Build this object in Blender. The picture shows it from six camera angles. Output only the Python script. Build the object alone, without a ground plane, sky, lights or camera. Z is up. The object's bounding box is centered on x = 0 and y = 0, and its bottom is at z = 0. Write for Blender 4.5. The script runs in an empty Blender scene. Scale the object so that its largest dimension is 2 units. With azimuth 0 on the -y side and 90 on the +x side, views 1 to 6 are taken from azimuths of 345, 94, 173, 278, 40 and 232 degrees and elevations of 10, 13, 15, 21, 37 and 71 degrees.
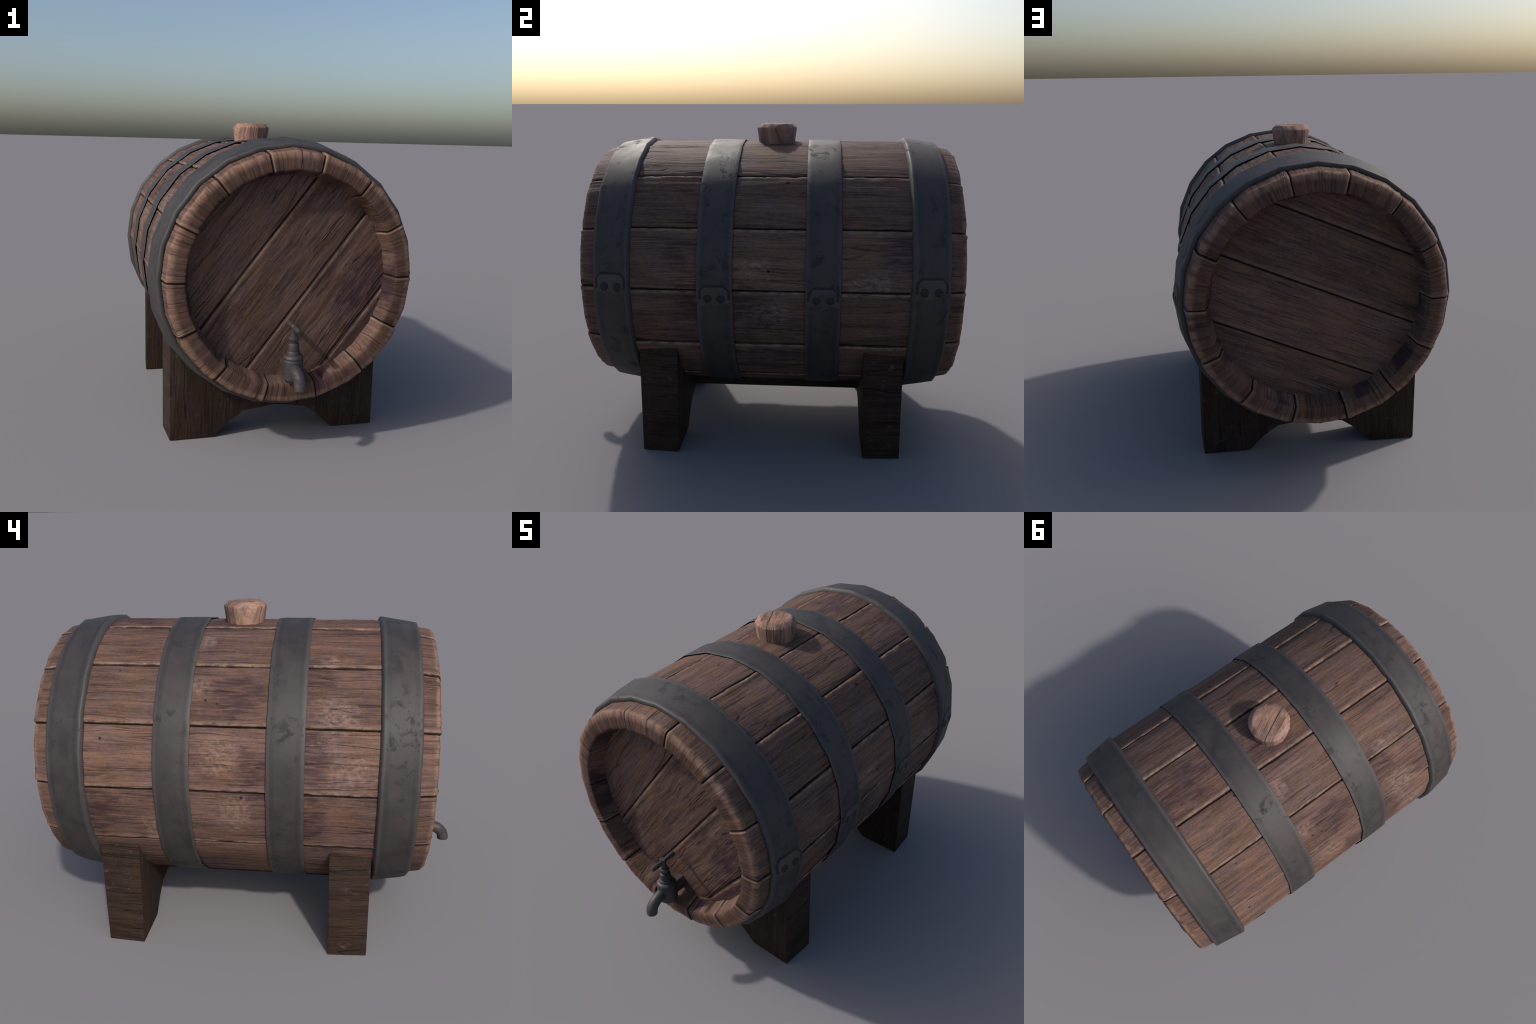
import bpy, bmesh, math, random
from mathutils import Vector, noise, Matrix

random.seed(7)
TAU = 2 * math.pi

# ---------------------------------------------------------------- dimensions
ZC = 0.8825            # height of the barrel axis
YM = 0.081             # middle of the barrel along its axis
R_MID = 0.656          # belly radius
N_STAVE = 14
SEG = 24               # the coopered outline has 24 corners
PH0 = math.radians(540.0 / 7.0)   # a stave seam lies here; angles "phi" are counted from it
STEP = TAU / N_STAVE


def nz(x, y=0.0, z=0.0):
    return noise.noise(Vector((x, y, z)))          # about -0.5 .. 0.5


def facet(th):
    """radius factor of the 24-sided outline, 1 at its corners"""
    w = TAU / SEG
    a = (th % w) - w / 2
    return math.cos(w / 2) / math.cos(a)


# ---------------------------------------------------------------- node helper
class Nodes:
    def __init__(self, name):
        self.mat = bpy.data.materials.new(name)
        self.mat.use_nodes = True
        self.t = self.mat.node_tree
        self.t.nodes.clear()
        self.out = self.t.nodes.new("ShaderNodeOutputMaterial")
        self.bsdf = self.t.nodes.new("ShaderNodeBsdfPrincipled")
        self.t.links.new(self.bsdf.outputs[0], self.out.inputs[0])
        self.tc = self.t.nodes.new("ShaderNodeTexCoord")

    def put(self, sock, v):
        if isinstance(v, bpy.types.NodeSocket):
            self.t.links.new(v, sock)
        elif isinstance(v, (tuple, list)) and sock.type == 'RGBA':
            sock.default_value = (*v, 1.0) if len(v) == 3 else v
        else:
            sock.default_value = v

    def math(self, op, a, b=0.0, c=None, clamp=False):
        n = self.t.nodes.new("ShaderNodeMath")
        n.operation = op
        n.use_clamp = clamp
        self.put(n.inputs[0], a)
        self.put(n.inputs[1], b)
        if c is not None:
            self.put(n.inputs[2], c)
        return n.outputs[0]

    def vmath(self, op, a, b):
        n = self.t.nodes.new("ShaderNodeVectorMath")
        n.operation = op
        self.put(n.inputs[0], a)
        self.put(n.inputs[1], b)
        return n.outputs['Value'] if op == 'DOT_PRODUCT' else n.outputs[0]

    def sep(self, v):
        n = self.t.nodes.new("ShaderNodeSeparateXYZ")
        self.put(n.inputs[0], v)
        return n.outputs

    def comb(self, x, y, z):
        n = self.t.nodes.new("ShaderNodeCombineXYZ")
        for i, v in enumerate((x, y, z)):
            self.put(n.inputs[i], v)
        return n.outputs[0]

    def noise(self, vec, scale=1.0, detail=4.0, rough=0.55, dist=0.0):
        n = self.t.nodes.new("ShaderNodeTexNoise")
        self.put(n.inputs['Vector'], vec)
        n.inputs['Scale'].default_value = scale
        n.inputs['Detail'].default_value = detail
        n.inputs['Roughness'].default_value = rough
        n.inputs['Distortion'].default_value = dist
        return n.outputs[0]

    def step(self, v, lo, hi, smooth=True):
        """0 below lo, 1 above hi (lo may be larger than hi)"""
        n = self.t.nodes.new("ShaderNodeMapRange")
        n.interpolation_type = 'SMOOTHSTEP' if smooth else 'LINEAR'
        flip = lo > hi
        self.put(n.inputs[0], v)
        n.inputs[1].default_value, n.inputs[2].default_value = (hi, lo) if flip else (lo, hi)
        n.inputs[3].default_value, n.inputs[4].default_value = (1.0, 0.0) if flip else (0.0, 1.0)
        return n.outputs[0]

    def ramp(self, v, stops):
        n = self.t.nodes.new("ShaderNodeValToRGB")
        e = n.color_ramp.elements
        while len(e) < len(stops):
            e.new(0.5)
        for el, (p, c) in zip(e, stops):
            el.position = p
            el.color = (*c, 1.0)
        self.put(n.inputs[0], v)
        return n.outputs[0]

    def mix(self, f, a, b, mode='MIX'):
        n = self.t.nodes.new("ShaderNodeMix")
        n.data_type = 'RGBA'
        n.blend_type = mode
        self.put(n.inputs[0], f)
        self.put(n.inputs[6], a)
        self.put(n.inputs[7], b)
        return n.outputs[2]

    def bump(self, h, strength, dist, normal=None):
        n = self.t.nodes.new("ShaderNodeBump")
        n.inputs['Strength'].default_value = strength
        n.inputs['Distance'].default_value = dist
        self.put(n.inputs['Height'], h)
        if normal is not None:
            self.put(n.inputs['Normal'], normal)
        return n.outputs[0]

    def finish(self, color, rough, normal=None, metallic=0.0, spec=0.5):
        self.put(self.bsdf.inputs['Base Color'], color)
        self.put(self.bsdf.inputs['Roughness'], rough)
        self.put(self.bsdf.inputs['Metallic'], metallic)
        self.put(self.bsdf.inputs['Specular IOR Level'], spec)
        if normal is not None:
            self.put(self.bsdf.inputs['Normal'], normal)
        return self.mat


def wood(k, a, l, pid, tone, stripe=1.0, extra=None, line_amt=0.54, bump_amt=0.85, rough=0.66, spec=0.12, wave=0.035):
    """weathered wood. a: metres across the grain, l: metres along it, pid: number of the plank.
    extra(k, colour, grain vector) adds stains and wear."""
    off = k.math('MULTIPLY', pid, 3.71)
    g = k.comb(a, l, off)
    # slow waviness of the grain
    wav = k.noise(k.comb(k.math('MULTIPLY', a, 5.0), k.math('MULTIPLY', l, 2.6), off), 1.0, 2.0)
    aw = k.math('MULTIPLY_ADD', wav, wave, a)
    fine = k.noise(k.comb(k.math('MULTIPLY', aw, 135.0), k.math('MULTIPLY', l, 6.0), off), 1.0, 5.0, 0.65)
    broad = k.noise(k.comb(k.math('MULTIPLY', aw, 17.0), k.math('MULTIPLY', l, 2.4), off), 1.0, 4.0, 0.6)
    speck = k.noise(k.comb(k.math('MULTIPLY', a, 95.0), k.math('MULTIPLY', l, 55.0), off), 1.0, 3.0, 0.7)
    patch = k.noise(g, 6.5, 4.0, 0.6)
    # hue wanders between orange brown and grey mauve
    hue = k.math('ADD', k.math('MULTIPLY', speck, 0.55), k.math('MULTIPLY', patch, 0.45))
    c1 = tuple(tone[i] * (1.12, 0.97, 0.82)[i] for i in range(3))
    c2 = tuple(tone[i] * (0.97, 0.97, 1.18)[i] for i in range(3))
    col = k.mix(k.step(hue, 0.38, 0.62), c2, c1)
    val = k.math('ADD', k.math('MULTIPLY', k.math('SUBTRACT', broad, 0.5), 1.5), k.math('MULTIPLY', k.math('SUBTRACT', fine, 0.5), 2.2))
    val = k.math('ADD', val, k.math('MULTIPLY', k.math('SUBTRACT', speck, 0.5), 0.8))
    val = k.math('MAXIMUM', k.math('ADD', val, 1.0), 0.25)
    col = k.mix(1.0, col, k.comb(val, val, val), 'MULTIPLY')
    wn = k.t.nodes.new("ShaderNodeTexWhiteNoise")
    wn.noise_dimensions = '1D'
    k.put(wn.inputs['W'], off)
    pv = k.math('MULTIPLY_ADD', wn.outputs[0], 0.26, 0.87)
    col = k.mix(1.0, col, k.comb(pv, pv, pv), 'MULTIPLY')
    # long thin dark cracks that follow the grain; two sets, broad winding ones and hair-fine straight ones
    ln = k.noise(k.comb(k.math('MULTIPLY', aw, 15.0), k.math('MULTIPLY', l, 0.75), k.math('ADD', off, 9.0)), 1.0, 1.5, 0.45)
    sel = k.noise(k.comb(k.math('MULTIPLY', a, 26.0), k.math('MULTIPLY', l, 1.3), k.math('ADD', off, 4.0)), 1.0, 2.0)
    d = k.math('PINGPONG', k.math('MULTIPLY', ln, 5.0), 0.5)
    wid = k.math('MULTIPLY', k.step(sel, 0.45, 0.68), 0.090)
    line = k.math('SUBTRACT', 1.0, k.math('DIVIDE', d, k.math('MAXIMUM', wid, 0.0005)), clamp=True)
    ln2 = k.noise(k.comb(k.math('MULTIPLY', aw, 52.0), k.math('MULTIPLY', l, 1.5), k.math('ADD', off, 21.0)), 1.0, 2.0, 0.5)
    sel2 = k.noise(k.comb(k.math('MULTIPLY', a, 40.0), k.math('MULTIPLY', l, 1.6), k.math('ADD', off, 31.0)), 1.0, 2.0)
    d2 = k.math('PINGPONG', k.math('MULTIPLY', ln2, 3.2), 0.5)
    line2 = k.math('MULTIPLY', k.step(d2, 0.105, 0.02), k.step(sel2, 0.44, 0.62))
    line = k.math('MAXIMUM', k.math('MULTIPLY', k.step(line, 0.0, 0.8), stripe), k.math('MULTIPLY', line2, 0.85))
    dark = tuple(c * 0.22 for c in (tone[0] * 0.85, tone[1], tone[2] * 1.35))
    col = k.mix(k.math('MULTIPLY', line, line_amt), col, dark)
    if extra:
        col = extra(k, col, g, speck)
    # relief: cracks, fine fibres
    h = k.math('ADD', k.math('MULTIPLY', line, -1.0), k.math('ADD', k.math('MULTIPLY', fine, 0.55), k.math('MULTIPLY', broad, 0.9)))
    nrm = k.bump(h, 0.85 * bump_amt, 0.0045)
    rg = k.math('MULTIPLY_ADD', fine, 0.25, rough - 0.12)
    return k.finish(col, rg, nrm, 0.0, spec)


def blob(k, a, l, a0, l0, ra, rl, wob):
    x = k.math('DIVIDE', k.math('SUBTRACT', a, a0), ra)
    y = k.math('DIVIDE', k.math('SUBTRACT', l, l0), rl)
    d = k.math('ADD', k.math('ADD', k.math('MULTIPLY', x, x), k.math('MULTIPLY', y, y)), wob)
    return k.step(d, 1.25, 0.0)


PURPLE = (0.020, 0.0095, 0.020)
PALE = (0.25, 0.165, 0.13)
TONE = (0.1065, 0.0680, 0.0530)

# wine stains (u across, y along, size across, size along) and scuffed pale places, on the barrel skin
STAINS = [(0.74, 0.07, 0.09, 0.12), (1.09, -0.06, 0.10, 0.09), (1.30, 0.69, 0.10, 0.09), (1.00, -0.29, 0.12, 0.06),
          (1.33, -0.29, 0.13, 0.05), (0.65, -0.28, 0.07, 0.07), (0.23, 0.14, 0.07, 0.13), (0.15, 0.62, 0.09, 0.14),
          (-0.71, -0.30, 0.06, 0.09), (-1.00, -0.02, 0.12, 0.10), (-0.69, 0.70, 0.10, 0.08), (-1.00, -0.28, 0.16, 0.07),
          (-1.28, 0.08, 0.07, 0.16), (1.75, 0.3, 0.12, 0.2), (-1.75, 0.45, 0.12, 0.2)]
DROPS = [(0.78, 0.138, 0.010), (0.765, 0.19, 0.009), (-0.79, 0.08, 0.010), (-0.60, 0.66, 0.010), (-0.34, 0.16, 0.011),
         (0.95, 0.66, 0.008), (0.33, 0.42, 0.010), (0.62, 0.60, 0.008), (-0.9, 0.5, 0.009), (1.2, 0.02, 0.009)]
SCUFFS = [(0.82, -0.39, 0.10, 0.10), (0.95, -0.34, 0.07, 0.06), (1.08, -0.46, 0.10, 0.12), (1.40, 0.44, 0.09, 0.06),
          (1.02, 0.12, 0.10, 0.11), (0.56, -0.38, 0.05, 0.08), (0.43, 0.23, 0.06, 0.05), (-0.79, 0.0, 0.06, 0.10),
          (-0.84, 0.56, 0.06, 0.12), (-1.0, 0.08, 0.08, 0.12), (1.28, 0.05, 0.10, 0.10), (0.70, 0.2, 0.05, 0.06)]


def barrel_coords(k):
    """u (metres round the barrel from seam PH0), y along it, stave number, metres to the raised stave edge"""
    p = k.vmath('SUBTRACT', k.tc.outputs['Object'], (0.0, 0.0, ZC))
    c = k.vmath('DOT_PRODUCT', p, (math.cos(PH0), 0.0, math.sin(PH0)))
    s = k.vmath('DOT_PRODUCT', p, (-math.sin(PH0), 0.0, math.cos(PH0)))
    phi = k.math('ARCTAN2', s, c)
    rad = k.math('SQRT', k.math('ADD', k.math('MULTIPLY', s, s), k.math('MULTIPLY', c, c)))
    y = k.sep(p)[1]
    q = k.math('DIVIDE', phi, STEP)
    pid = k.math('FLOOR', q)
    fr = k.math('SUBTRACT', q, pid)
    edge = k.math('MULTIPLY', k.math('SUBTRACT', 1.0, fr), STEP * R_MID)
    return k.math('MULTIPLY', phi, R_MID), y, pid, edge, fr, rad


def stave_material():
    k = Nodes("weathered_stave_wood")
    u, y, pid, edge, fr, rad = barrel_coords(k)
    # the wood of the end rims is seen across its thickness: carry the radius into the length
    l = k.math('MULTIPLY_ADD', rad, -0.9, k.math('ADD', y, 0.9 * R_MID))

    def extra(k, col, g, speck):
        w = k.math('SUBTRACT', k.noise(k.comb(k.math('MULTIPLY', u, 16.0), k.math('MULTIPLY', y, 9.0), 0.0), 1.0, 4.0, 0.62), 0.5)
        w2 = k.math('SUBTRACT', k.noise(k.comb(k.math('MULTIPLY', u, 45.0), k.math('MULTIPLY', y, 5.0), 15.0), 1.0, 3.0, 0.6), 0.5)
        wob = k.math('ADD', k.math('MULTIPLY', w, 3.0), k.math('MULTIPLY', w2, 2.4))
        inside = k.step(rad, 0.50, 0.60)
        m = None
        for (a0, l0, ra, rl) in SCUFFS:
            b = blob(k, u, y, a0, l0, ra, rl, wob)
            m = b if m is None else k.math('MAXIMUM', m, b)
        chalk = k.noise(k.comb(k.math('MULTIPLY', u, 60.0), k.math('MULTIPLY', y, 34.0), 3.0), 1.0, 4.0, 0.7)
        m = k.math('MULTIPLY', k.math('MULTIPLY_ADD', m, 0.9, 0.14), k.step(chalk, 0.34, 0.72))
        col = k.mix(k.math('MULTIPLY', m, 0.62), col, (0.30, 0.208, 0.17))
        m = None
        for (a0, l0, ra, rl) in STAINS:
            b = blob(k, u, y, a0, l0, ra * 1.45, rl * 1.5, wob)
            m = b if m is None else k.math('MAXIMUM', m, b)
        soak = k.noise(k.comb(k.math('MULTIPLY', u, 70.0), k.math('MULTIPLY', y, 8.0), 5.0), 1.0, 4.0, 0.6)
        m = k.math('MULTIPLY', m, k.step(soak, 0.30, 0.60))
        haze = k.noise(k.comb(k.math('MULTIPLY', u, 4.6), k.math('MULTIPLY', y, 2.6), 40.0), 1.0, 4.0, 0.6)
        m = k.math('MAXIMUM', m, k.math('MULTIPLY', k.math('MULTIPLY', k.step(haze, 0.52, 0.72), 0.42), k.step(soak, 0.36, 0.60)))
        drop = None
        for (a0, l0, r) in DROPS:
            b = k.step(k.math('ADD', k.math('ADD', k.math('POWER', k.math('DIVIDE', k.math('SUBTRACT', u, a0), r), 2.0),
                                            k.math('POWER', k.math('DIVIDE', k.math('SUBTRACT', y, l0), r), 2.0)), wob), 1.1, 0.5)
            drop = b if drop is None else k.math('MAXIMUM', drop, b)
        m = k.math('MAXIMUM', k.math('MULTIPLY', m, 0.64), k.math('MULTIPLY', drop, 0.9))
        col = k.mix(m, col, PURPLE)
        # rubbed, paler edge on the high side of each seam
        ew = k.noise(k.comb(k.math('MULTIPLY', u, 30.0), k.math('MULTIPLY', y, 18.0), 8.0), 1.0, 4.0, 0.65)
        e = k.math('MULTIPLY', k.step(k.math('ADD', edge, k.math('MULTIPLY', k.math('SUBTRACT', ew, 0.5), 0.03)), 0.030, 0.006), k.math('MULTIPLY_ADD', k.step(ew, 0.40, 0.62), 0.72, 0.14))
        col = k.mix(e, col, (0.285, 0.190, 0.148))
        # highlight painted along the outer corner of the end rims, wine soaked into the chimes
        yy = k.math('ABSOLUTE', k.math('SUBTRACT', y, YM))
        col = k.mix(k.math('MULTIPLY', k.step(yy, 0.905, 0.915), k.step(rad, 0.594, 0.572)), col, k.mix(1.0, col, (0.74, 0.70, 0.68), 'MULTIPLY'))  # inner part of the rim face darkened, occlusion shading baked into the colour
        rim = k.math('MULTIPLY', k.step(yy, 0.885, 0.905), k.math('MULTIPLY', k.step(rad, 0.568, 0.600), 0.85))
        rim = k.math('MULTIPLY', rim, k.step(ew, 0.36, 0.60))
        col = k.mix(rim, col, (0.25, 0.150, 0.105))
        wine = k.noise(k.comb(k.math('MULTIPLY', u, 4.0), k.math('MULTIPLY', y, 2.0), 12.0), 1.0, 4.0, 0.6)
        wall = k.math('MULTIPLY', k.step(rad, 0.530, 0.516), k.step(wine, 0.47, 0.60))
        col = k.mix(k.math('MULTIPLY', wall, 0.7), col, PURPLE)
        # joints tinted near-black to carry the shadow of their shallow grooves
        low = k.math('MULTIPLY', fr, STEP * R_MID)
        joint = k.math('MINIMUM', edge, low)
        col = k.mix(k.math('MULTIPLY', k.step(joint, 0.0068, 0.0030), 0.88), col, (0.010, 0.007, 0.005))
        return col
    return wood(k, u, l, pid, TONE, extra=extra)


def plank_material(name, axis_a, axis_l, tone, stain=0.5, seams=(), cracks=(), blots=(), **kw):
    """planks whose grain runs along the direction axis_l"""
    k = Nodes(name)
    p = k.vmath('SUBTRACT', k.tc.outputs['Object'], (0.0, 0.0, ZC))
    a = k.vmath('DOT_PRODUCT', p, axis_a)
    l = k.vmath('DOT_PRODUCT', p, axis_l)
    pid = k.math('GREATER_THAN', k.sep(p)[1], 0.0)
    for c in seams:
        pid = k.math('ADD', pid, k.math('GREATER_THAN', a, c))

    def extra(k, col, g, speck):
        big = k.noise(k.comb(k.math('MULTIPLY', a, 7.0), k.math('MULTIPLY', l, 4.0), 2.0), 1.0, 5.0, 0.65)
        if stain:
            col = k.mix(k.math('MULTIPLY', k.step(big, 0.58, 0.74), stain), col, PURPLE)
        for (a0, l0, ra, rl) in blots:
            wob = k.math('MULTIPLY', k.math('SUBTRACT', k.noise(k.comb(k.math('MULTIPLY', a, 30.0), k.math('MULTIPLY', l, 8.0), 33.0), 1.0, 4.0, 0.6), 0.5), 3.2)
            soak = k.noise(k.comb(k.math('MULTIPLY', a, 70.0), k.math('MULTIPLY', l, 7.0), 5.0), 1.0, 4.0, 0.6)
            b = k.math('MULTIPLY', blob(k, a, l, a0, l0, ra, rl, wob), k.step(soak, 0.28, 0.58))
            col = k.mix(k.math('MULTIPLY', b, 0.72), col, PURPLE)
        pale = k.noise(k.comb(k.math('MULTIPLY', a, 26.0), k.math('MULTIPLY', l, 18.0), 6.0), 1.0, 4.0, 0.7)
        col = k.mix(k.math('MULTIPLY', k.math('MULTIPLY', k.step(pale, 0.55, 0.75), k.step(big, 0.58, 0.40)), 0.40), col, PALE)
        for c, half, l0, l1 in cracks:      # drying splits
            wob = k.math('MULTIPLY', k.math('SUBTRACT', k.noise(k.comb(k.math('MULTIPLY', l, 14.0), c * 50, 0.0), 1.0, 2.0), 0.5), 0.006)
            q = k.step(k.math('ABSOLUTE', k.math('ADD', k.math('SUBTRACT', a, c), wob)), half, half * 0.45)
            q = k.math('MULTIPLY', q, k.math('MULTIPLY', k.step(l, l0, l0 + 0.02), k.step(l, l1, l1 - 0.02)))
            col = k.mix(k.math('MULTIPLY', q, 0.9), col, (0.016, 0.011, 0.012))
        if cracks:
            blot = k.noise(k.comb(k.math('MULTIPLY', a, 30.0), k.math('MULTIPLY', l, 11.0), 17.0), 1.0, 4.0, 0.6)
            col = k.mix(k.math('MULTIPLY', k.step(blot, 0.46, 0.62), 0.55), col, tuple(c * 0.42 for c in tone))
        ew = k.noise(k.comb(k.math('MULTIPLY', a, 30.0), k.math('MULTIPLY', l, 18.0), 8.0), 1.0, 4.0, 0.65)
        for c in seams:
            dd = k.math('SUBTRACT', c, a)
            m = k.math('MULTIPLY', k.step(k.math('ADD', dd, k.math('MULTIPLY', k.math('SUBTRACT', ew, 0.5), 0.03)), 0.034, 0.012), k.math('GREATER_THAN', dd, 0.002))
            col = k.mix(k.math('MULTIPLY', m, k.math('MULTIPLY_ADD', k.step(ew, 0.38, 0.62), 0.50, 0.15)), col, k.mix(1.0, PALE, (0.80, 0.74, 0.70), 'MULTIPLY'))
            col = k.mix(k.math('MULTIPLY', k.step(k.math('ABSOLUTE', dd), 0.0075, 0.0035), 0.88), col, (0.010, 0.007, 0.005))  # dark line along each head seam deepens the groove's shade by colour
        return col
    return wood(k, a, l, pid, tone, extra=extra, **kw)


def iron_material(name, base=(0.0405, 0.0360, 0.0366), barrel=True, metallic=0.15, rough=0.62):
    k = Nodes(name)
    if barrel:
        u, y, pid, edge, fr, rad = barrel_coords(k)
        g = k.comb(u, y, rad)
    else:
        g = k.tc.outputs['Object']
    cloud = k.noise(g, 9.0, 5.0, 0.6)
    grain = k.noise(g, 160.0, 3.0, 0.6)
    col = k.ramp(k.math('ADD', k.math('MULTIPLY', cloud, 0.75), k.math('MULTIPLY', grain, 0.25)),
                 [(0.34, tuple(c * 0.66 for c in base)), (0.50, base), (0.68, (base[0] * 1.40, base[1] * 1.32, base[2] * 1.28))])
    # dark tarnish spots with a ragged outline
    s1 = k.noise(g, 13.0, 5.0, 0.66, 0.5)
    s2 = k.noise(g, 4.2, 2.0)
    spot = k.math('MULTIPLY', k.step(s1, 0.53, 0.63), k.step(s2, 0.40, 0.54))
    col = k.mix(k.math('MULTIPLY', spot, 0.46), col, tuple(c * 0.38 for c in base))
    brown = k.math('MULTIPLY', k.step(k.noise(g, 7.0, 4.0, 0.6), 0.46, 0.68), 0.45)
    col = k.mix(brown, col, (base[0] * 1.28, base[1] * 1.06, base[2] * 1.02))
    if barrel:
        # hammered, brushed borders run round the hoop edges
        bands = []
        for (y0, y1) in [(-0.757, -0.583), (-0.258, -0.088), (0.250, 0.420), (0.745, 0.919)]:
            mid, half = (y0 + y1) / 2, (y1 - y0) / 2
            bands.append(k.math('SUBTRACT', half, k.math('ABSOLUTE', k.math('SUBTRACT', y, mid))))
        d = bands[0]
        for b in bands[1:]:
            d = k.math('MAXIMUM', d, b)
        st = k.noise(k.comb(k.math('MULTIPLY', u, 110.0), k.math('MULTIPLY', y, 14.0), 0.0), 1.0, 3.0, 0.6)
        low = k.noise(k.comb(k.math('MULTIPLY', u, 5.0), k.math('MULTIPLY', y, 3.0), 4.0), 1.0, 2.0)
        dd = k.math('ADD', d, k.math('MULTIPLY', k.math('SUBTRACT', low, 0.5), 0.016))
        lip = k.step(dd, 0.024, 0.008)
        groove = k.math('MULTIPLY', k.step(dd, 0.014, 0.022), k.step(dd, 0.042, 0.034))
        col = k.mix(k.math('MULTIPLY', lip, k.math('MULTIPLY_ADD', st, 0.5, 0.12)), col, (base[0] * 1.9, base[1] * 2.0, base[2] * 1.98))
        col = k.mix(k.math('MULTIPLY', groove, k.math('MULTIPLY_ADD', low, 0.7, 0.0)), col, (base[0] * 0.55, base[1] * 0.62, base[2] * 0.68))
        h = k.math('ADD', k.math('MULTIPLY', groove, -0.15), k.math('ADD', k.math('MULTIPLY', cloud, 0.8), k.math('MULTIPLY', k.math('MULTIPLY', lip, st), 0.5)))
    else:
        h = k.math('MULTIPLY', cloud, 0.8)
    h = k.math('ADD', h, k.math('ADD', k.math('MULTIPLY', grain, 0.12), k.math('MULTIPLY', spot, -0.25)))
    nrm = k.bump(h, 0.45, 0.003)
    rg = k.math('ADD', k.math('MULTIPLY_ADD', cloud, 0.30, rough - 0.15), k.math('MULTIPLY', spot, 0.2))
    return k.finish(col, rg, nrm, metallic, 0.5)


# ---------------------------------------------------------------- scene tree
def empty(name):
    o = bpy.data.objects.new(name, None)
    bpy.context.collection.objects.link(o)
    return o


ROOT = empty("wooden_keg")
ROOT["label"] = "small weathered oak keg with iron hoops, tap and two cradles"
ROOT["category"] = "wooden barrel"


def add(name, mesh, mat, parent=ROOT):
    o = bpy.data.objects.new(name, mesh)
    bpy.context.collection.objects.link(o)
    o.parent = parent
    if mat and not mesh.materials:
        mesh.materials.append(mat)
    return o


def mesh_of(name, verts, faces, smooth=True):
    me = bpy.data.meshes.new(name)
    me.from_pydata(verts, [], faces)
    if smooth:
        me.polygons.foreach_set("use_smooth", [True] * len(me.polygons))
    me.update()
    return me


def fix_normals(me):
    bm = bmesh.new()
    bm.from_mesh(me)
    bmesh.ops.recalc_face_normals(bm, faces=bm.faces)
    bm.to_mesh(me)
    bm.free()


def facet_mesh(me):
    """press a round part to the 24-cornered outline while it keeps the round part's shading"""
    nr = [v.normal.copy() for v in me.vertices]
    for v in me.vertices:
        th = math.atan2(v.co.z - ZC, v.co.x)
        f = facet(th)
        v.co.x *= f
        v.co.z = ZC + (v.co.z - ZC) * f
    me.normals_split_custom_set_from_vertices(nr)


def resample(pts, steps):
    """polyline with a spacing per stretch"""
    out = [pts[0]]
    for (a, b), st in zip(zip(pts, pts[1:]), steps):
        n = max(1, round(math.dist(a, b) / st))
        for i in range(1, n + 1):
            out.append((a[0] + (b[0] - a[0]) * i / n, a[1] + (b[1] - a[1]) * i / n))
    return out


# ---------------------------------------------------------------- staves
def stave_profile():
    front = [(-0.715, 0.4985), (-0.75, 0.5045), (-0.8325, 0.5235), (-0.8360, 0.5262), (-0.8380, 0.5312), (-0.8388, 0.542),
             (-0.8375, 0.566), (-0.8345, 0.588), (-0.8310, 0.602), (-0.826, 0.6105), (-0.819, 0.6142), (-0.810, 0.6162), (-0.585, 0.6540), (-0.53, 0.6558)]
    st = [0.009, 0.009, 0.003, 0.004, 0.006, 0.008, 0.008, 0.006, 0.004, 0.004, 0.006, 0.010, 0.010]
    back = [(2 * YM - y, r) for y, r in reversed(front)]
    return resample(front + back, st + [0.0085] + st[::-1])


def seam_wobble(i, y):
    i %= N_STAVE
    return (nz(y * 3.0, i * 7.3) * 0.004 + nz(y * 17.0, i * 7.3 + 2) * 0.0030) / R_MID


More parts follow.
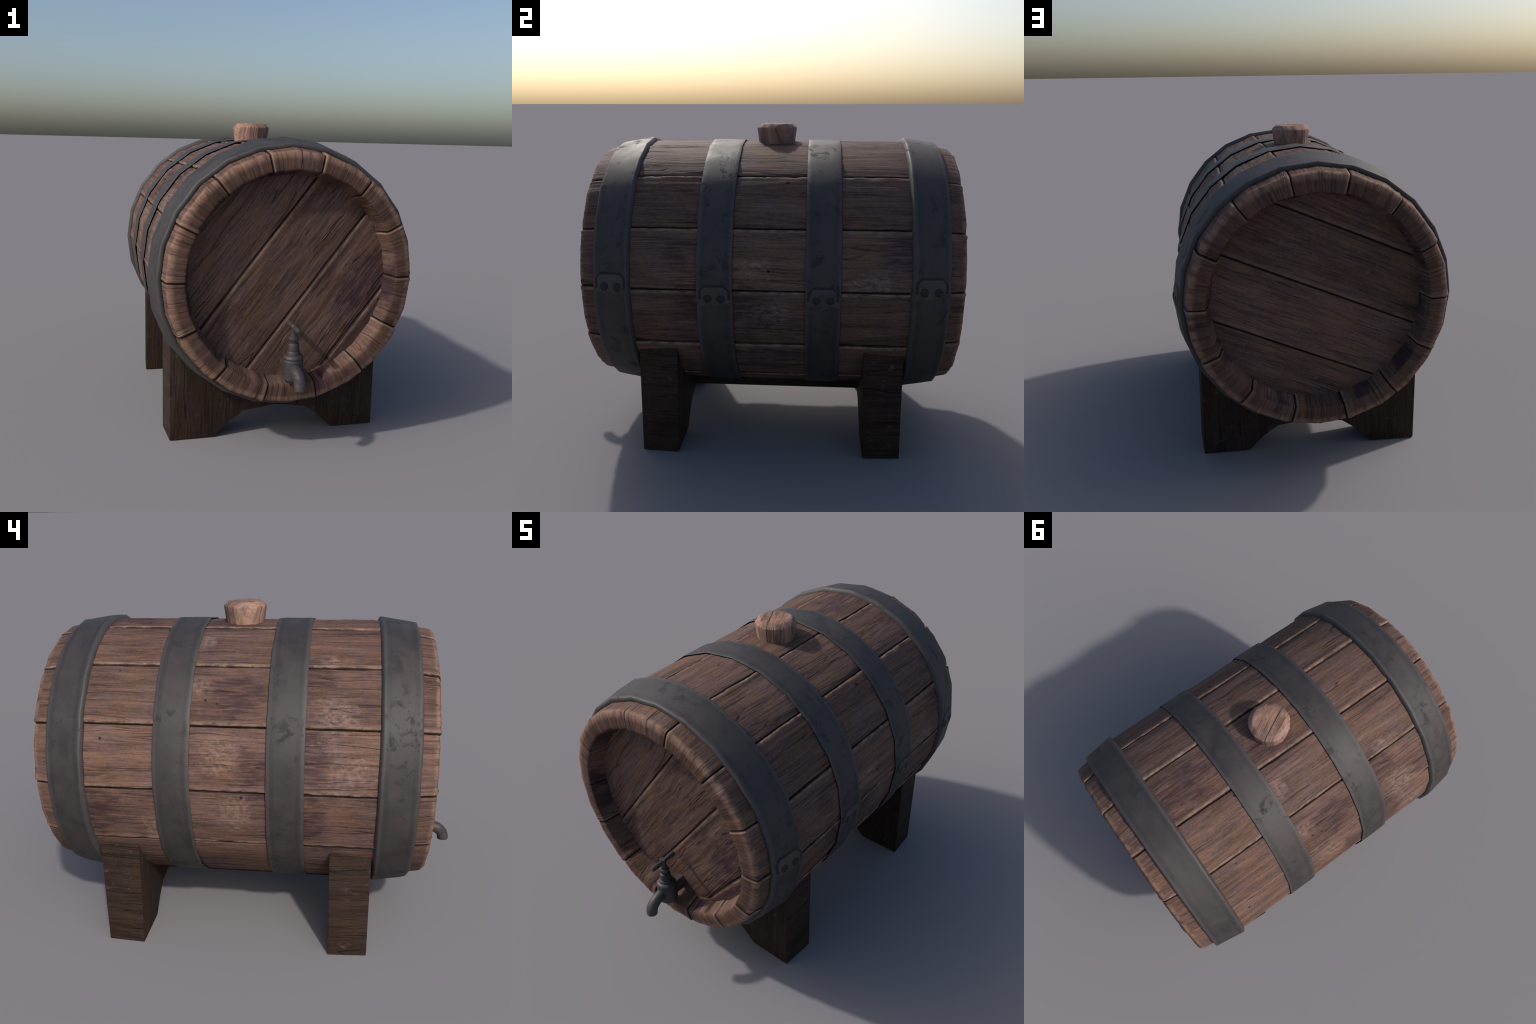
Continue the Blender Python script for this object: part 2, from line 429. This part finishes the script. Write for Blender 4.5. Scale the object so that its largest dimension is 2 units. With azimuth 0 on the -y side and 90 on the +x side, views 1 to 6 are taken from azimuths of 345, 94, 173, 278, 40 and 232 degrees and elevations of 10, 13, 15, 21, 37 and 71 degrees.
def build_staves(mat):
    prof = stave_profile()
    n = len(prof)
    nor = []
    for i in range(n):
        a, b = prof[max(0, i - 1)], prof[min(n - 1, i + 1)]
        t = Vector((b[0] - a[0], b[1] - a[1])).normalized()
        nor.append((-t.y, t.x))       # points out of the stave
    near = [0.0, 0.0012, 0.0026, 0.0042, 0.006, 0.0085, 0.012, 0.0165, 0.0225]
    arc = STEP * R_MID
    inner = [0.0225 + (arc - 0.045) * j / 30 for j in range(1, 30)]
    cols = near + inner + [arc - d for d in reversed(near)]
    depth = 0.032
    for k in range(N_STAVE):
        kk = k - 7                    # phi runs -pi .. pi
        off = random.uniform(-0.0008, 0.0016) + 0.0006
        verts, faces = [], []
        for i, ((y, r), (ny, nr)) in enumerate(zip(prof, nor)):
            p0 = PH0 + kk * STEP + seam_wobble(kk, y)
            p1 = PH0 + (kk + 1) * STEP + seam_wobble(kk + 1, y)
            wl = 0.0032 + 0.0022 * max(0, nz(y * 11, kk * 5.1) * 2)
            chip = 0.25 if r < 0.625 else 1.0
            wr = 0.0050 + chip * (0.0060 * max(0, nz(y * 13, kk * 5.1 + 40) * 2) + 0.010 * max(0, nz(y * 31, kk * 5.1 + 80) - 0.22))
            row = []
            for j in range(-1, len(cols) + 1):
                s = cols[min(max(j, 0), len(cols) - 1)]
                f = (0.0002 + s * (arc - 0.0004) / arc) / arc
                th = p0 + (p1 - p0) * f
                e = arc - s
                d = off
                d -= 0.0075 * math.exp(-(s / wl) ** 1.6)
                d -= 0.0085 * math.exp(-(e / wr) ** 1.6)
                d += 0.0030 * math.exp(-((e - 0.010) / 0.016) ** 2) - 0.0020 * math.exp(-(s / 0.03) ** 2)
                d += nz(s * 55 + kk * 9, y * 3.2, kk * 3.3) * 0.0016 + nz(s * 9, y * 6.0, kk * 3.3) * 0.0022
                if e < 0.02:
                    d += nz(y * 42, e * 90, kk) * 0.0035 * chip * (1 - e / 0.02)
                if j < 0 or j == len(cols):
                    d -= depth
                yy, rr = y + ny * d, r + nr * d
                row.append((rr * math.cos(th), yy, ZC + rr * math.sin(th)))
            verts += row
        w = len(cols) + 2
        for i in range(n - 1):
            for j in range(w - 1):
                a = i * w + j
                faces.append((a, a + 1, a + w + 1, a + w))
            faces.append((i * w + w - 1, i * w, (i + 1) * w, (i + 1) * w + w - 1))   # inside of the stave
        faces.append(tuple(range(w)))
        faces.append(tuple(reversed(range((n - 1) * w, n * w))))
        me = mesh_of("stave", verts, faces)
        fix_normals(me)
        facet_mesh(me)
        add("stave", me, mat)


# ---------------------------------------------------------------- heads
def build_head(name, yf, face, ang, offs, lip_side, mat):
    """round head of planks. face = -1 looks to -y; ang: direction of the grain; offs: seam offsets across it"""
    R = 0.522
    d = Vector((math.cos(ang), 0, math.sin(ang)))
    n = Vector((-d.z, 0, d.x))
    cuts = [-R + 0.002] + offs + [R - 0.002]
    for i in range(len(cuts) - 1):
        a, b = cuts[i], cuts[i + 1]
        W = b - a
        near = [0.0, 0.0015, 0.003, 0.005, 0.008, 0.012, 0.018]
        m = max(3, int((W - 0.036) / 0.008))
        cs = near + [0.018 + (W - 0.036) * j / m for j in range(1, m)] + [W - e for e in reversed(near)]
        nl = 90
        verts, faces = [], []
        lip_i = (i > 0) if lip_side < 0 else (i < len(cuts) - 2)
        for q in range(nl + 1):
            t = -1 + 2 * q / nl
            for j in range(-1, len(cs) + 1):
                s = cs[min(max(j, 0), len(cs) - 1)]
                o = a + s
                L = math.sqrt(max(1e-6, R * R - o * o))
                x = t * L
                sa, sb = s, W - s
                h = -0.006 * math.exp(-(sa / (0.0045 + 0.005 * max(0, nz(x * 13, i * 4, 1 + yf)))) ** 1.6)
                h -= 0.006 * math.exp(-(sb / (0.0045 + 0.005 * max(0, nz(x * 13, i * 4, 5 + yf)))) ** 1.6)
                e = sa if lip_side < 0 else sb
                oth = sb if lip_side < 0 else sa
                if lip_i:
                    h += 0.004 * math.exp(-((e - 0.013) / 0.014) ** 2)
                h -= 0.0025 * math.exp(-(oth / 0.035) ** 2)
                h += nz(o * 50, x * 3, i + yf) * 0.0016 + nz(o * 10, x * 5, i + yf + 3) * 0.0022
                if j < 0 or j == len(cs):
                    h -= 0.03
                o2 = o + (nz(x * 4, round(a * 50) if sa < sb else round(b * 50), yf) * 0.004 if (0 < i or sa > sb) else 0)
                p = d * x + n * o2
                verts.append((p.x, yf + face * h, ZC + p.z))
        w = len(cs) + 2
        for q in range(nl):
            for j in range(w - 1):
                v = q * w + j
                faces.append((v, v + 1, v + w + 1, v + w))
            faces.append((q * w + w - 1, q * w, (q + 1) * w, (q + 1) * w + w - 1))
        faces.append(tuple(range(w)))
        faces.append(tuple(reversed(range(nl * w, (nl + 1) * w))))
        me = mesh_of("head_plank", verts, faces)
        fix_normals(me)
        add("head_plank", me, mat)


# ---------------------------------------------------------------- hoops
def lathe_y(prof, seg, close=True):
    """turn a (y, r) profile round the barrel axis"""
    verts, faces = [], []
    n = len(prof)
    for s in range(seg):
        th = TAU * s / seg
        for (y, r) in prof:
            verts.append((r * math.cos(th), y, ZC + r * math.sin(th)))
    m = n if close else n - 1
    for s in range(seg):
        b, c = s * n, ((s + 1) % seg) * n
        for j in range(m):
            faces.append((b + j, b + (j + 1) % n, c + (j + 1) % n, c + j))
    return verts, faces


def ripple(verts, amp, key):
    out = []
    for (x, y, z) in verts:
        th = math.atan2(z - ZC, x)
        r = math.hypot(x, z - ZC)
        dr = amp * (nz(math.cos(th) * 6 + key, math.sin(th) * 6, y * 30) + 0.5 * nz(math.cos(th) * 15 + key, math.sin(th) * 15, y * 50))
        dy = amp * 1.2 * nz(math.cos(th) * 4 + key + 9, math.sin(th) * 4)
        out.append(((r + dr) * math.cos(th), y + dy, ZC + (r + dr) * math.sin(th)))
    return out


END_HOOP = [(-0.7445, 0.612), (-0.7570, 0.630), (-0.7560, 0.6440), (-0.7530, 0.6478), (-0.7470, 0.6496), (-0.725, 0.6533), (-0.667, 0.6628), (-0.612, 0.6719),
            (-0.594, 0.6748), (-0.5885, 0.6752), (-0.5840, 0.6722), (-0.5775, 0.6620), (-0.572, 0.645), (-0.60, 0.640), (-0.68, 0.622)]


def mid_hoop(y0, y1):
    ro, t = 0.6642, 0.0024
    k = 0.003
    return [(y0, ro - t), (y0, ro - 0.0006), (y0 + 0.0012, ro), (y0 + 0.03, ro + 0.0012), ((y0 + y1) / 2, ro + 0.0012), (y1 - 0.03, ro + 0.0012), (y1 - 0.0012, ro),
            (y1, ro - 0.0006), (y1, ro - t), (y1 - 0.03, ro - t), ((y0 + y1) / 2, ro - t), (y0 + 0.03, ro - t)]


def build_hoops(mat, rivet_mat, lap_mat):
    sets = []
    sets.append((END_HOOP, 0.0, [(-0.744, -0.592), 6.9, 0.8, (-0.698, -0.633)]))
    sets.append((mid_hoop(-0.258, -0.088), 3.0, [(-0.249, -0.097), 2.4, -3.2, (-0.205, -0.142)]))
    sets.append((mid_hoop(0.252, 0.418), 6.0, [(0.261, 0.409), 2.3, -3.2, (0.303, 0.368)]))
    sets.append(([(2 * YM - y, r) for y, r in reversed(END_HOOP)], 9.0, [(0.754, 0.906), 6.9, 0.9, (0.794, 0.860)]))
    # rivet head: low dome
    bm = bmesh.new()
    rings = [(0.0208, -0.004), (0.0208, 0.0010), (0.0194, 0.0024), (0.0165, 0.0026), (0.0150, 0.0034), (0.0085, 0.0046)]
    prev = None
    for r, h in rings:
        cur = [bm.verts.new((r * math.cos(TAU * i / 20), r * math.sin(TAU * i / 20), h)) for i in range(20)]
        if prev:
            for i in range(20):
                bm.faces.new((prev[i], prev[(i + 1) % 20], cur[(i + 1) % 20], cur[i]))
        prev = cur
    bm.faces.new(prev)
    for f in bm.faces:
        f.smooth = True
    riv = bpy.data.meshes.new("rivet")
    bm.to_mesh(riv)
    bm.free()
    for prof, key, (yr, a_top, a_riv, rys) in sets:
        v, f = lathe_y(prof, SEG * 5)
        v = ripple(v, 0.0016, key)
        me = mesh_of("hoop", v, f)
        fix_normals(me)
        facet_mesh(me)
        me.materials.append(mat)
        me.materials.append(rivet_mat)
        if key in (3.0, 6.0):           # strap edges and undersides blackened to draw the shadow gap beneath
            n = len(prof)
            for q, p in enumerate(me.polygons):
                if q % n in (0, 6, 7, 8, 9, 10, 11):
                    p.material_index = 1
        hoop = add("hoop", me, None)

        # lapped end of the strap, its upper corners clipped, tapering away below the rivets
        def skin(y):
            pts = sorted(prof, key=lambda p: p[0])
            best = 0
            for a, b in zip(prof, prof[1:] + prof[:1]):
                if min(a[0], b[0]) <= y <= max(a[0], b[0]) and abs(b[0] - a[0]) > 1e-6:
                    best = max(best, a[1] + (b[1] - a[1]) * (y - a[0]) / (b[0] - a[0]))
            return best
        verts, faces = [], []
        a_bot = a_riv - 9.0
        na, ny = 60, 36
        yc, hw = (yr[0] + yr[1]) / 2, (yr[1] - yr[0]) / 2
        for layer in (0, 1):
            for i in range(na + 1):
                a = a_bot + (a_top - a_bot) * i / na
                top = (a_top - a) * math.radians(1) * 0.66        # metres below the strap's end
                clip = max(0.0, 0.030 - top) * 0.95
                half = hw - clip
                for j in range(ny + 1):
                    t = -1 + 2 * j / ny
                    y = yc + half * t
                    edge = min(half * (1 - abs(t)), top)
                    h = 0.0046 * min(1, (a - a_bot) / 6.0)
                    h -= 0.0038 * math.exp(-(edge / 0.0095) ** 2) * min(1, (a - a_bot) / 6.0)
                    r = skin(y) + (h if layer else -0.004)
                    th = math.radians(a)
                    r *= facet(th)
                    verts.append((r * math.cos(th), y, ZC + r * math.sin(th)))
        w = ny + 1
        B = (na + 1) * w
        for i in range(na):
            for j in range(ny):
                q = i * w + j
                faces.append((q, q + 1, q + w + 1, q + w))
                faces.append((B + q, B + q + w, B + q + w + 1, B + q + 1))
        for i in range(na):
            for j in (0, ny):
                q = i * w + j
                faces.append((q, q + w, B + q + w, B + q))
        for j in range(ny):
            for i in (0, na):
                q = i * w + j
                faces.append((q, q + 1, B + q + 1, B + q))
        me = mesh_of("strap_end", verts, faces)
        fix_normals(me)
        for p in me.polygons:
            p.use_smooth = True
        me.set_sharp_from_angle(angle=math.radians(35))
        me.materials.append(lap_mat)
        me.materials.append(rivet_mat)
        me.materials.append(mat)
        for p in me.polygons:          # the pressed border of the lap is near-black
            c = p.center
            deg = math.degrees(math.atan2(c.z - ZC, c.x))
            top = (a_top - deg) * math.radians(1) * 0.66
            half = hw - max(0.0, 0.030 - top) * 0.95
            if min(half - abs(c.y - yc), top) < 0.0125 and deg > a_riv - 0.6:
                p.material_index = 1
            elif deg < a_riv - 2.6 + 0.5 * math.sin(c.y * 90):
                p.material_index = 2
        add("strap_end", me, None, hoop)
        slope = math.atan2(skin(yr[1] - 0.01) - skin(yr[0] + 0.01), yr[1] - yr[0] - 0.02)
        for y in rys:
            th = math.radians(a_riv)
            r = (skin(y) + 0.0036) * facet(th)
            o = add("rivet", riv, rivet_mat, hoop)
            nrm = Vector((math.cos(th), -math.sin(slope), math.sin(th))).normalized()
            o.matrix_world = Matrix.Translation((r * math.cos(th), y, ZC + r * math.sin(th))) @ nrm.to_track_quat('Z', 'Y').to_matrix().to_4x4()


# ---------------------------------------------------------------- bung
def build_bung(mat):
    rings = [(0.094, 1.495), (0.0955, 1.522), (0.0975, 1.540), (0.1025, 1.580), (0.1062, 1.606), (0.1060, 1.6100), (0.1040, 1.6135), (0.0865, 1.6285), (0.0830, 1.6310), (0.078, 1.6320), (0.05, 1.6322), (0.02, 1.6322)]
    seg = 12
    sub = 5
    verts, faces = [], []
    n = seg * sub
    for i, (r, z) in enumerate(rings):
        for s in range(n):
            th = TAU * s / n + 0.13
            w = TAU / seg
            a = (th - 0.13) % w - w / 2
            f = 0.35 + 0.65 * math.cos(w / 2) / math.cos(a)
            c, q = math.cos(th), math.sin(th)
            rr = r * f * (1 + 0.03 * nz(c * 2.2, q * 2.2, z * 5) + 0.012 * nz(c * 6, q * 6, z * 20))
            zz = z + (0.005 * nz(c * r * 30, q * r * 30, 4.0) + 0.0015 * nz(c * r * 70, q * r * 70, 2.0) if z > 1.6 else 0) * (1 if z > 1.62 else 0.6)
            verts.append((rr * c, 0.0805 + rr * q, zz))
    for i in range(len(rings) - 1):
        for s in range(n):
            faces.append((i * n + s, i * n + (s + 1) % n, (i + 1) * n + (s + 1) % n, (i + 1) * n + s))
    faces.append(tuple(range((len(rings) - 1) * n, len(rings) * n)))
    faces.append(tuple(reversed(range(n))))
    me = mesh_of("bung", verts, faces)
    fix_normals(me)
    me.set_sharp_from_angle(angle=math.radians(38))
    add("bung", me, mat)


# ---------------------------------------------------------------- cradles
def build_cradle(y0, y1, side_mat, face_mat):
    R = R_MID - 0.010
    xo = 0.5645
    pts = [(-xo, 0.0), (-0.325, 0.0), (-0.2465, 0.079), (-0.169, 0.1315), (0.0, 0.1545), (0.169, 0.1315), (0.2465, 0.079), (0.325, 0.0), (xo, 0.0)]
    a0 = -math.acos(xo / R)
    arc = []
    for i in range(25):
        a = a0 + (-math.pi - 2 * a0) * i / 24
        arc.append((R * math.cos(a), ZC + R * math.sin(a)))
    outline = pts + arc
    bm = bmesh.new()
    vf = [bm.verts.new((x, y0, z)) for x, z in outline]
    f = bm.faces.new(vf)
    ext = bmesh.ops.extrude_face_region(bm, geom=[f])
    for v in ext['geom']:
        if isinstance(v, bmesh.types.BMVert):
            v.co.y = y1
    # the uprights are a little wider on the side that faces the middle, and lean in towards it
    for v in bm.verts:
        inner = (abs(v.co.y - y1) < 1e-4) == (y0 < 0)
        if abs(abs(v.co.x) - xo) < 1e-4:
            v.co.x = math.copysign(0.573 if inner else 0.560, v.co.x)
        if inner:
            v.co.y += (0.008 if y0 < 0 else -0.010) * min(1, v.co.z / 0.54)
    bmesh.ops.recalc_face_normals(bm, faces=bm.faces)
    edges = [e for e in bm.edges if len(e.link_faces) == 2 and e.calc_face_angle(0) > 0.5 and (max(v.co.z for v in e.verts) < 0.17 or abs(e.verts[0].co.z - e.verts[1].co.z) > 0.3)]
    bmesh.ops.bevel(bm, geom=edges, offset=0.0035, segments=3, profile=0.5, affect='EDGES')
    me = bpy.data.meshes.new("cradle")
    for fc in bm.faces:
        fc.smooth = True
        fc.material_index = 1 if abs(fc.normal.y) > 0.75 else 0
    bm.to_mesh(me)
    bm.free()
    me.set_sharp_from_angle(angle=math.radians(40))
    me.materials.append(side_mat)
    me.materials.append(face_mat)
    o = add("cradle", me, None)


def build_stretcher(mat):
    """board under the belly that ties the two cradles together"""
    bm = bmesh.new()
    bmesh.ops.create_cube(bm, size=1.0)
    bmesh.ops.scale(bm, vec=(0.172, 0.985, 0.10), verts=bm.verts)
    bmesh.ops.translate(bm, vec=(0, 0.081, 0.2125), verts=bm.verts)
    bmesh.ops.bevel(bm, geom=bm.edges[:], offset=0.004, segments=2, profile=0.5, affect='EDGES')
    me = bpy.data.meshes.new("stretcher")
    bm.to_mesh(me)
    bm.free()
    add("stretcher", me, mat)


# ---------------------------------------------------------------- tap
def lathe_z(rings, seg, x=0.0, y=0.0):
    verts, faces = [], []
    for (r, z) in rings:
        for s in range(seg):
            th = TAU * (s + 0.5) / seg
            verts.append((x + 0.965 * r * math.cos(th), y + 0.965 * r * math.sin(th), z))
    for i in range(len(rings) - 1):
        for s in range(seg):
            faces.append((i * seg + s, i * seg + (s + 1) % seg, (i + 1) * seg + (s + 1) % seg, (i + 1) * seg + s))
    faces.append(tuple(reversed(range(seg))))
    faces.append(tuple(range((len(rings) - 1) * seg, len(rings) * seg)))
    return verts, faces


def tube_yz(path, seg):
    """tube whose axis lies in the plane x = 0; path: (y, z, radius)"""
    verts, faces = [], []
    n = len(path)
    for i, (y, z, r) in enumerate(path):
        a, b = path[max(0, i - 1)], path[min(n - 1, i + 1)]
        t = Vector((0, b[0] - a[0], b[1] - a[1])).normalized()
        q = Vector((1, 0, 0)).cross(t)
        for s in range(seg):
            th = TAU * (s + 0.5) / seg
            verts.append((0.97 * r * math.cos(th), y + 0.97 * q.y * r * math.sin(th), z + 0.97 * q.z * r * math.sin(th)))
    for i in range(n - 1):
        for s in range(seg):
            faces.append((i * seg + s, i * seg + (s + 1) % seg, (i + 1) * seg + (s + 1) % seg, (i + 1) * seg + s))
    faces.append(tuple(reversed(range(seg))))
    faces.append(tuple(range((n - 1) * seg, n * seg)))
    return verts, faces


def build_tap(mat):
    y = -0.852

    def part(name, vf, parent, ang=42):
        me = mesh_of(name, *vf)
        fix_normals(me)
        me.set_sharp_from_angle(angle=math.radians(ang))
        return add(name, me, mat, parent)
    body = part("tap", lathe_z([(0.030, 0.3835), (0.037, 0.386), (0.0505, 0.402), (0.0525, 0.410), (0.0525, 0.488), (0.0525, 0.495), (0.0500, 0.498), (0.0500, 0.5035), (0.0525, 0.507),
                                (0.0510, 0.515), (0.0455, 0.5215), (0.036, 0.524)], 14, 0, y), ROOT)
    part("bonnet", lathe_z([(0.0345, 0.518), (0.0345, 0.535), (0.0325, 0.5395), (0.0295, 0.541), (0.0300, 0.545), (0.0295, 0.572), (0.0265, 0.579), (0.019, 0.5815), (0.0185, 0.593),
                            (0.0255, 0.594), (0.0265, 0.597), (0.0265, 0.608), (0.0250, 0.612), (0.0175, 0.6135), (0.0165, 0.625), (0.0155, 0.650), (0.018, 0.654), (0.0185, 0.668), (0.015, 0.6735)], 12, 0, y), body)
    part("handle", tube_yz([(-0.9295, 0.6565, 0.0075), (-0.926, 0.6565, 0.0130), (-0.915, 0.6565, 0.0148), (-0.885, 0.657, 0.0142), (-0.868, 0.658, 0.0125), (-0.852, 0.6585, 0.0125), (-0.836, 0.659, 0.0125),
                            (-0.818, 0.660, 0.0142), (-0.788, 0.661, 0.0148), (-0.778, 0.661, 0.0130), (-0.7745, 0.661, 0.0075)], 10), body)
    ctrl = [(-0.862, 0.455, 0.031), (-0.885, 0.4570, 0.031), (-0.912, 0.4540, 0.0305), (-0.935, 0.446, 0.0302), (-0.952, 0.434, 0.030), (-0.965, 0.418, 0.030), (-0.971, 0.401, 0.0298), (-0.9718, 0.384, 0.0297)]
    part("spout", tube_yz(ctrl, 12), body, 50)
    part("inlet_pipe", tube_yz([(-0.82, 0.446, 0.041), (-0.768, 0.446, 0.0415), (-0.758, 0.446, 0.039), (-0.736, 0.446, 0.039)], 8), body)


# ---------------------------------------------------------------- assemble
def main():
    stave = stave_material()
    build_staves(stave)
    a1 = math.radians(52.3)
    d1, n1 = (math.cos(a1), 0, math.sin(a1)), (-math.sin(a1), 0, math.cos(a1))
    front = plank_material("front_head_wood", n1, d1, tuple(c * 0.92 for c in TONE), 0.35, (-0.431, -0.117, 0.197), blots=((-0.33, 0.20, 0.12, 0.26), (-0.46, 0.02, 0.06, 0.2), (-0.15, 0.10, 0.05, 0.12)), wave=0.055, bump_amt=1.1)
    build_head("front", -0.747, -1, a1, [-0.431, -0.117, 0.197], +1, front)
    a2 = math.radians(-157.4)
    d2, n2 = (math.cos(a2), 0, math.sin(a2)), (-math.sin(a2), 0, math.cos(a2))
    back = plank_material("back_head_wood", n2, d2, tuple(c * 0.92 for c in TONE), 0.45, (-0.352, -0.044, 0.269), stripe=0.55)
    build_head("back", 0.908, +1, a2, [-0.352, -0.044, 0.269], +1, back)
    iron = iron_material("dark_hoop_iron")
    rivet = iron_material("rivet_iron", (0.012, 0.012, 0.013), False, 0.1, 0.7)
    build_hoops(iron, rivet, iron_material("rubbed_iron", (0.060, 0.0520, 0.0500), False, 0.15, 0.68))
    bung = plank_material("bung_wood", (0.890, 0.456, 0.0), (-0.456, 0.890, 0.5), (0.255, 0.165, 0.124), 0.0,
                          cracks=((0.0102, 0.0030, 0.28, 0.60), (-0.027, 0.0018, 0.38, 0.48)), line_amt=0.40, bump_amt=0.9)
    build_bung(bung)
    leg_tone = (0.0325, 0.0225, 0.0165)
    side = plank_material("cradle_side_wood", (0.0, 0.0, 1.0), (1.0, 1.0, 0.0), leg_tone, 0.0)
    face = plank_material("cradle_face_wood", (1.0, 0.0, 0.0), (0.0, 0.0, 1.0), leg_tone, 0.0)
    build_cradle(-0.569, -0.383, side, face)
    build_cradle(0.545, 0.729, side, face)
    build_stretcher(side)
    tap = iron_material("tap_iron", (0.047, 0.0425, 0.0430), False, 0.2, 0.55)
    build_tap(tap)


main()
